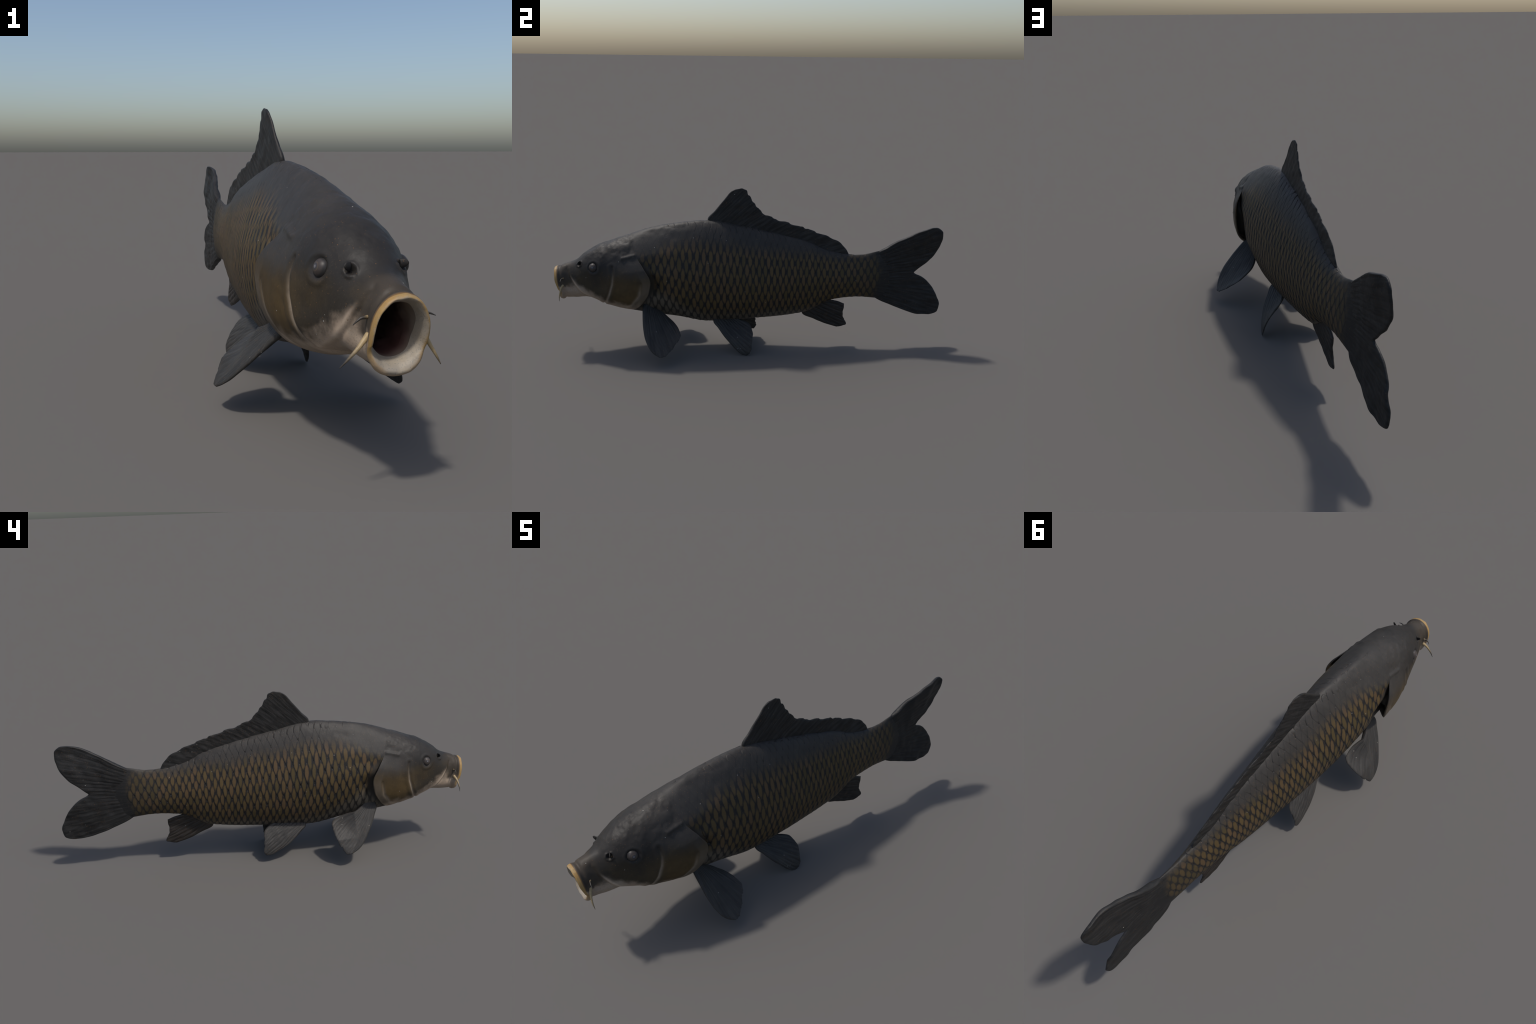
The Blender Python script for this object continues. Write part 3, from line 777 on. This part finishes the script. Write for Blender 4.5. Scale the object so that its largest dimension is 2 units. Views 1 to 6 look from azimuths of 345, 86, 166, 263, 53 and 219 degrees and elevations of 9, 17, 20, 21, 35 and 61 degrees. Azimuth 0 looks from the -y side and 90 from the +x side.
make_fin("tail_fin", tail_lead, tail_marg, tail_trail, tail_x, M_TAIL, 19, 0.0165, 0.0060, ridge=0.0011, wave=0.0045, fray=0.012, seed=2, nS=220, nT=110, rootfade=1.0)

anal_lead = [(0.285, 0.215), (0.262, 0.174), (0.325, 0.143), (0.388, 0.114), (0.455, 0.094)]
anal_lead = [(0.262, 0.195), (0.268, 0.172), (0.325, 0.143), (0.388, 0.114), (0.452, 0.094)]
anal_marg = [(0.452, 0.094), (0.478, 0.096), (0.498, 0.103), (0.505, 0.115), (0.495, 0.136), (0.485, 0.155), (0.484, 0.180), (0.489, 0.205), (0.490, 0.224)]
anal_trail = [(0.400, 0.272), (0.415, 0.250), (0.457, 0.238), (0.490, 0.224)]
make_fin("anal_fin", anal_lead, anal_marg, anal_trail, xmid, M_ANAL, 7, 0.010, 0.0045, ridge=0.0022, wave=0.003, fray=0.04, seed=3, nS=110, flare=0.004)

def quad(p, yc, zc):
    return lambda y, z: p[0]+p[1]*(y-yc)+p[2]*(z-zc)+p[3]*(y-yc)*(z-zc)+p[4]*(z-zc)**2+p[5]*(y-yc)**2
# pectoral fins
pr = quad([0.108, -0.982, -1.176, -2.224, 0.059, 4.624], -0.5, 0.2)
make_fin("pectoral_fin", [(-0.530, 0.285), (-0.548, 0.262), (-0.546, 0.224), (-0.535, 0.153), (-0.517, 0.109), (-0.487, 0.073), (-0.455, 0.055)],
         [(-0.455, 0.055), (-0.440, 0.055), (-0.422, 0.063), (-0.399, 0.081), (-0.382, 0.099), (-0.363, 0.119), (-0.358, 0.133)],
         [(-0.480, 0.262), (-0.470, 0.225), (-0.433, 0.197), (-0.400, 0.177), (-0.374, 0.156), (-0.358, 0.133)],
         pr, M_PAIR, 13, 0.012, 0.0035, ridge=0.0008, wave=0.0014, fray=0.03, seed=4, bulge=0.020)
pl0 = quad([-0.164, 0.031, 0.846, -1.877, -0.385, -0.895], -0.5, 0.2)
pl = lambda y, z: pl0(y, z) + 8*np.maximum(0, y+0.42)*np.maximum(0, z-0.13)
make_fin("pectoral_fin", [(-0.535, 0.280), (-0.540, 0.250), (-0.525, 0.221), (-0.501, 0.181), (-0.473, 0.143), (-0.442, 0.106), (-0.415, 0.086), (-0.385, 0.072)],
         [(-0.385, 0.072), (-0.362, 0.070), (-0.347, 0.083), (-0.332, 0.102), (-0.318, 0.124), (-0.311, 0.147), (-0.308, 0.163), (-0.305, 0.181)],
         [(-0.480, 0.270), (-0.440, 0.246), (-0.376, 0.223), (-0.335, 0.206), (-0.314, 0.196), (-0.305, 0.181)],
         pl, M_PAIR, 13, 0.012, 0.0035, ridge=0.0008, wave=0.0016, fray=0.03, seed=5)
# pelvic fins
vr = quad([0.051, -0.037, -0.993, 1.044, -3.057, 2.82], -0.1, 0.13)
make_fin("pelvic_fin", [(-0.200, 0.185), (-0.199, 0.162), (-0.173, 0.129), (-0.142, 0.090), (-0.107, 0.053), (-0.079, 0.024), (-0.051, 0.003)],
         [(-0.051, 0.003), (-0.030, 0.0005), (-0.013, 0.014), (-0.004, 0.039), (0.001, 0.077), (0.004, 0.107), (-0.002, 0.128)],
         [(-0.110, 0.178), (-0.062, 0.159), (-0.036, 0.154), (-0.014, 0.147), (-0.002, 0.128)],
         vr, M_PELV, 10, 0.010, 0.0035, ridge=0.0014, wave=0.0014, fray=0.02, seed=6)
vl = quad([-0.096, -0.028, 0.651, -0.048, 3.26, -0.399], -0.1, 0.13)
make_fin("pelvic_fin", [(-0.195, 0.195), (-0.193, 0.158), (-0.162, 0.131), (-0.128, 0.103), (-0.093, 0.078), (-0.049, 0.057), (-0.018, 0.040)],
         [(-0.018, 0.040), (0.015, 0.038), (0.028, 0.049), (0.030, 0.071), (0.026, 0.090), (0.026, 0.103), (0.022, 0.116), (0.025, 0.130)],
         [(-0.090, 0.200), (-0.040, 0.185), (0.003, 0.165), (0.019, 0.150), (0.025, 0.130)],
         vl, M_PELV, 10, 0.010, 0.0035, ridge=0.0014, wave=0.0014, fray=0.03, seed=7)

# ------------------------------------------------------------------ eyes, nostril flaps, barbels
import bmesh
def ball(name, mat, rad, loc, scl, rot=(0, 0, 0), parent=head):
    bm = bmesh.new(); bmesh.ops.create_uvsphere(bm, u_segments=48, v_segments=28, radius=rad)
    me = bpy.data.meshes.new(name); bm.to_mesh(me); bm.free()
    me.polygons.foreach_set("use_smooth", np.ones(len(me.polygons), bool)); me.materials.append(mat)
    ob = bpy.data.objects.new(name, me); bpy.context.scene.collection.objects.link(ob)
    ob.location = loc; ob.scale = scl; ob.rotation_euler = rot; ob.parent = parent
    return ob
for sd in (1, -1):
    e = EYE[sd]
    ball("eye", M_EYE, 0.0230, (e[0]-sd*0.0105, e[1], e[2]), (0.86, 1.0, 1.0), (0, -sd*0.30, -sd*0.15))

def tube(name, pts, rad, mat, parent, n=14, m=40, flat=1.0):
    pts = resample(pts, m); r = np.interp(np.linspace(0, 1, m), np.linspace(0, 1, len(rad)), rad)
    t = np.gradient(pts, axis=0); t /= np.linalg.norm(t, axis=1)[:, None]
    ref = np.array([0.0, 1.0, 0.15]); a = np.cross(t, ref); a /= np.linalg.norm(a, axis=1)[:, None]; b = np.cross(t, a)
    an = np.linspace(0, 2*np.pi, n, endpoint=False)
    P = pts[:, None] + r[:, None, None]*(np.cos(an)[None, :, None]*a[:, None] + flat*np.sin(an)[None, :, None]*b[:, None])
    f = grid_faces(m, n, wrap=True).tolist() + [list(range(n)), list(range((m-1)*n, m*n))[::-1]]
    ob = add_mesh(name, P.reshape(-1, 3), f, mat, parent=parent)
    bm = bmesh.new(); bm.from_mesh(ob.data); bmesh.ops.recalc_face_normals(bm, faces=bm.faces); bm.to_mesh(ob.data); bm.free()
    return ob
BR = [0.0070, 0.0056, 0.0044, 0.0035, 0.0025, 0.0008]
tube("barbel", [(-0.075, -0.950, 0.356), (-0.088, -0.957, 0.346), (-0.105, -0.962, 0.330), (-0.122, -0.963, 0.314), (-0.138, -0.960, 0.297)], BR, M_BARB, head)
tube("barbel", [(0.030, -0.950, 0.356), (0.042, -0.957, 0.346), (0.054, -0.962, 0.326), (0.066, -0.964, 0.306), (0.077, -0.963, 0.288)], BR, M_BARB, head)
SR = [0.0040, 0.0030, 0.0022, 0.0008]
tube("barbel", [(-0.076, -0.945, 0.390), (-0.088, -0.949, 0.390), (-0.098, -0.949, 0.385), (-0.107, -0.947, 0.376)], SR, M_BARB_S, head)
tube("barbel", [(0.031, -0.945, 0.392), (0.043, -0.951, 0.393), (0.054, -0.954, 0.391), (0.066, -0.955, 0.386)], SR, M_BARB_S, head)
# nostril flaps: small curved skin valves standing up between the two openings
for sd in (1, -1):
    o = NOS[sd]
    u = np.linspace(-1, 1, 17); v = np.linspace(0, 1, 9); U_, V_ = np.meshgrid(u, v, indexing='ij')
    px_ = o[0] + sd*(-0.004 + 0.017*V_*(1-0.35*U_**2))
    py_ = o[1] + 0.004 - 0.006*V_ + 0.004*U_**2
    pz_ = o[2] + 0.003 + 0.011*U_*(1-0.25*V_) + 0.003*V_
    P = np.stack([px_, py_, pz_], -1); th_ = 0.0016
    nv = np.cross(np.gradient(P, axis=0), np.gradient(P, axis=1)); nv /= np.linalg.norm(nv, axis=2, keepdims=True)
    ed = np.sqrt(np.clip(np.minimum(np.minimum((1-np.abs(U_))*6, (1-V_)*4), 1), 0.02, 1))
    a = (P+nv*th_*ed[..., None]).reshape(-1, 3); b = (P-nv*th_*ed[..., None]).reshape(-1, 3)
    n0 = len(a); f = grid_faces(17, 9); g = np.arange(n0).reshape(17, 9)
    lp = np.r_[g[:, 0], g[-1, 1:], g[-2::-1, -1], g[0, -2:0:-1]]; lq = np.roll(lp, -1)
    fa = np.concatenate([f, f[:, ::-1]+n0, np.stack([lp, lq, lq+n0, lp+n0], -1)])
    ob = add_mesh("nostril_flap", np.concatenate([a, b]), fa, M_HEAD, parent=head)
    bm = bmesh.new(); bm.from_mesh(ob.data); bmesh.ops.recalc_face_normals(bm, faces=bm.faces); bm.to_mesh(ob.data); bm.free()
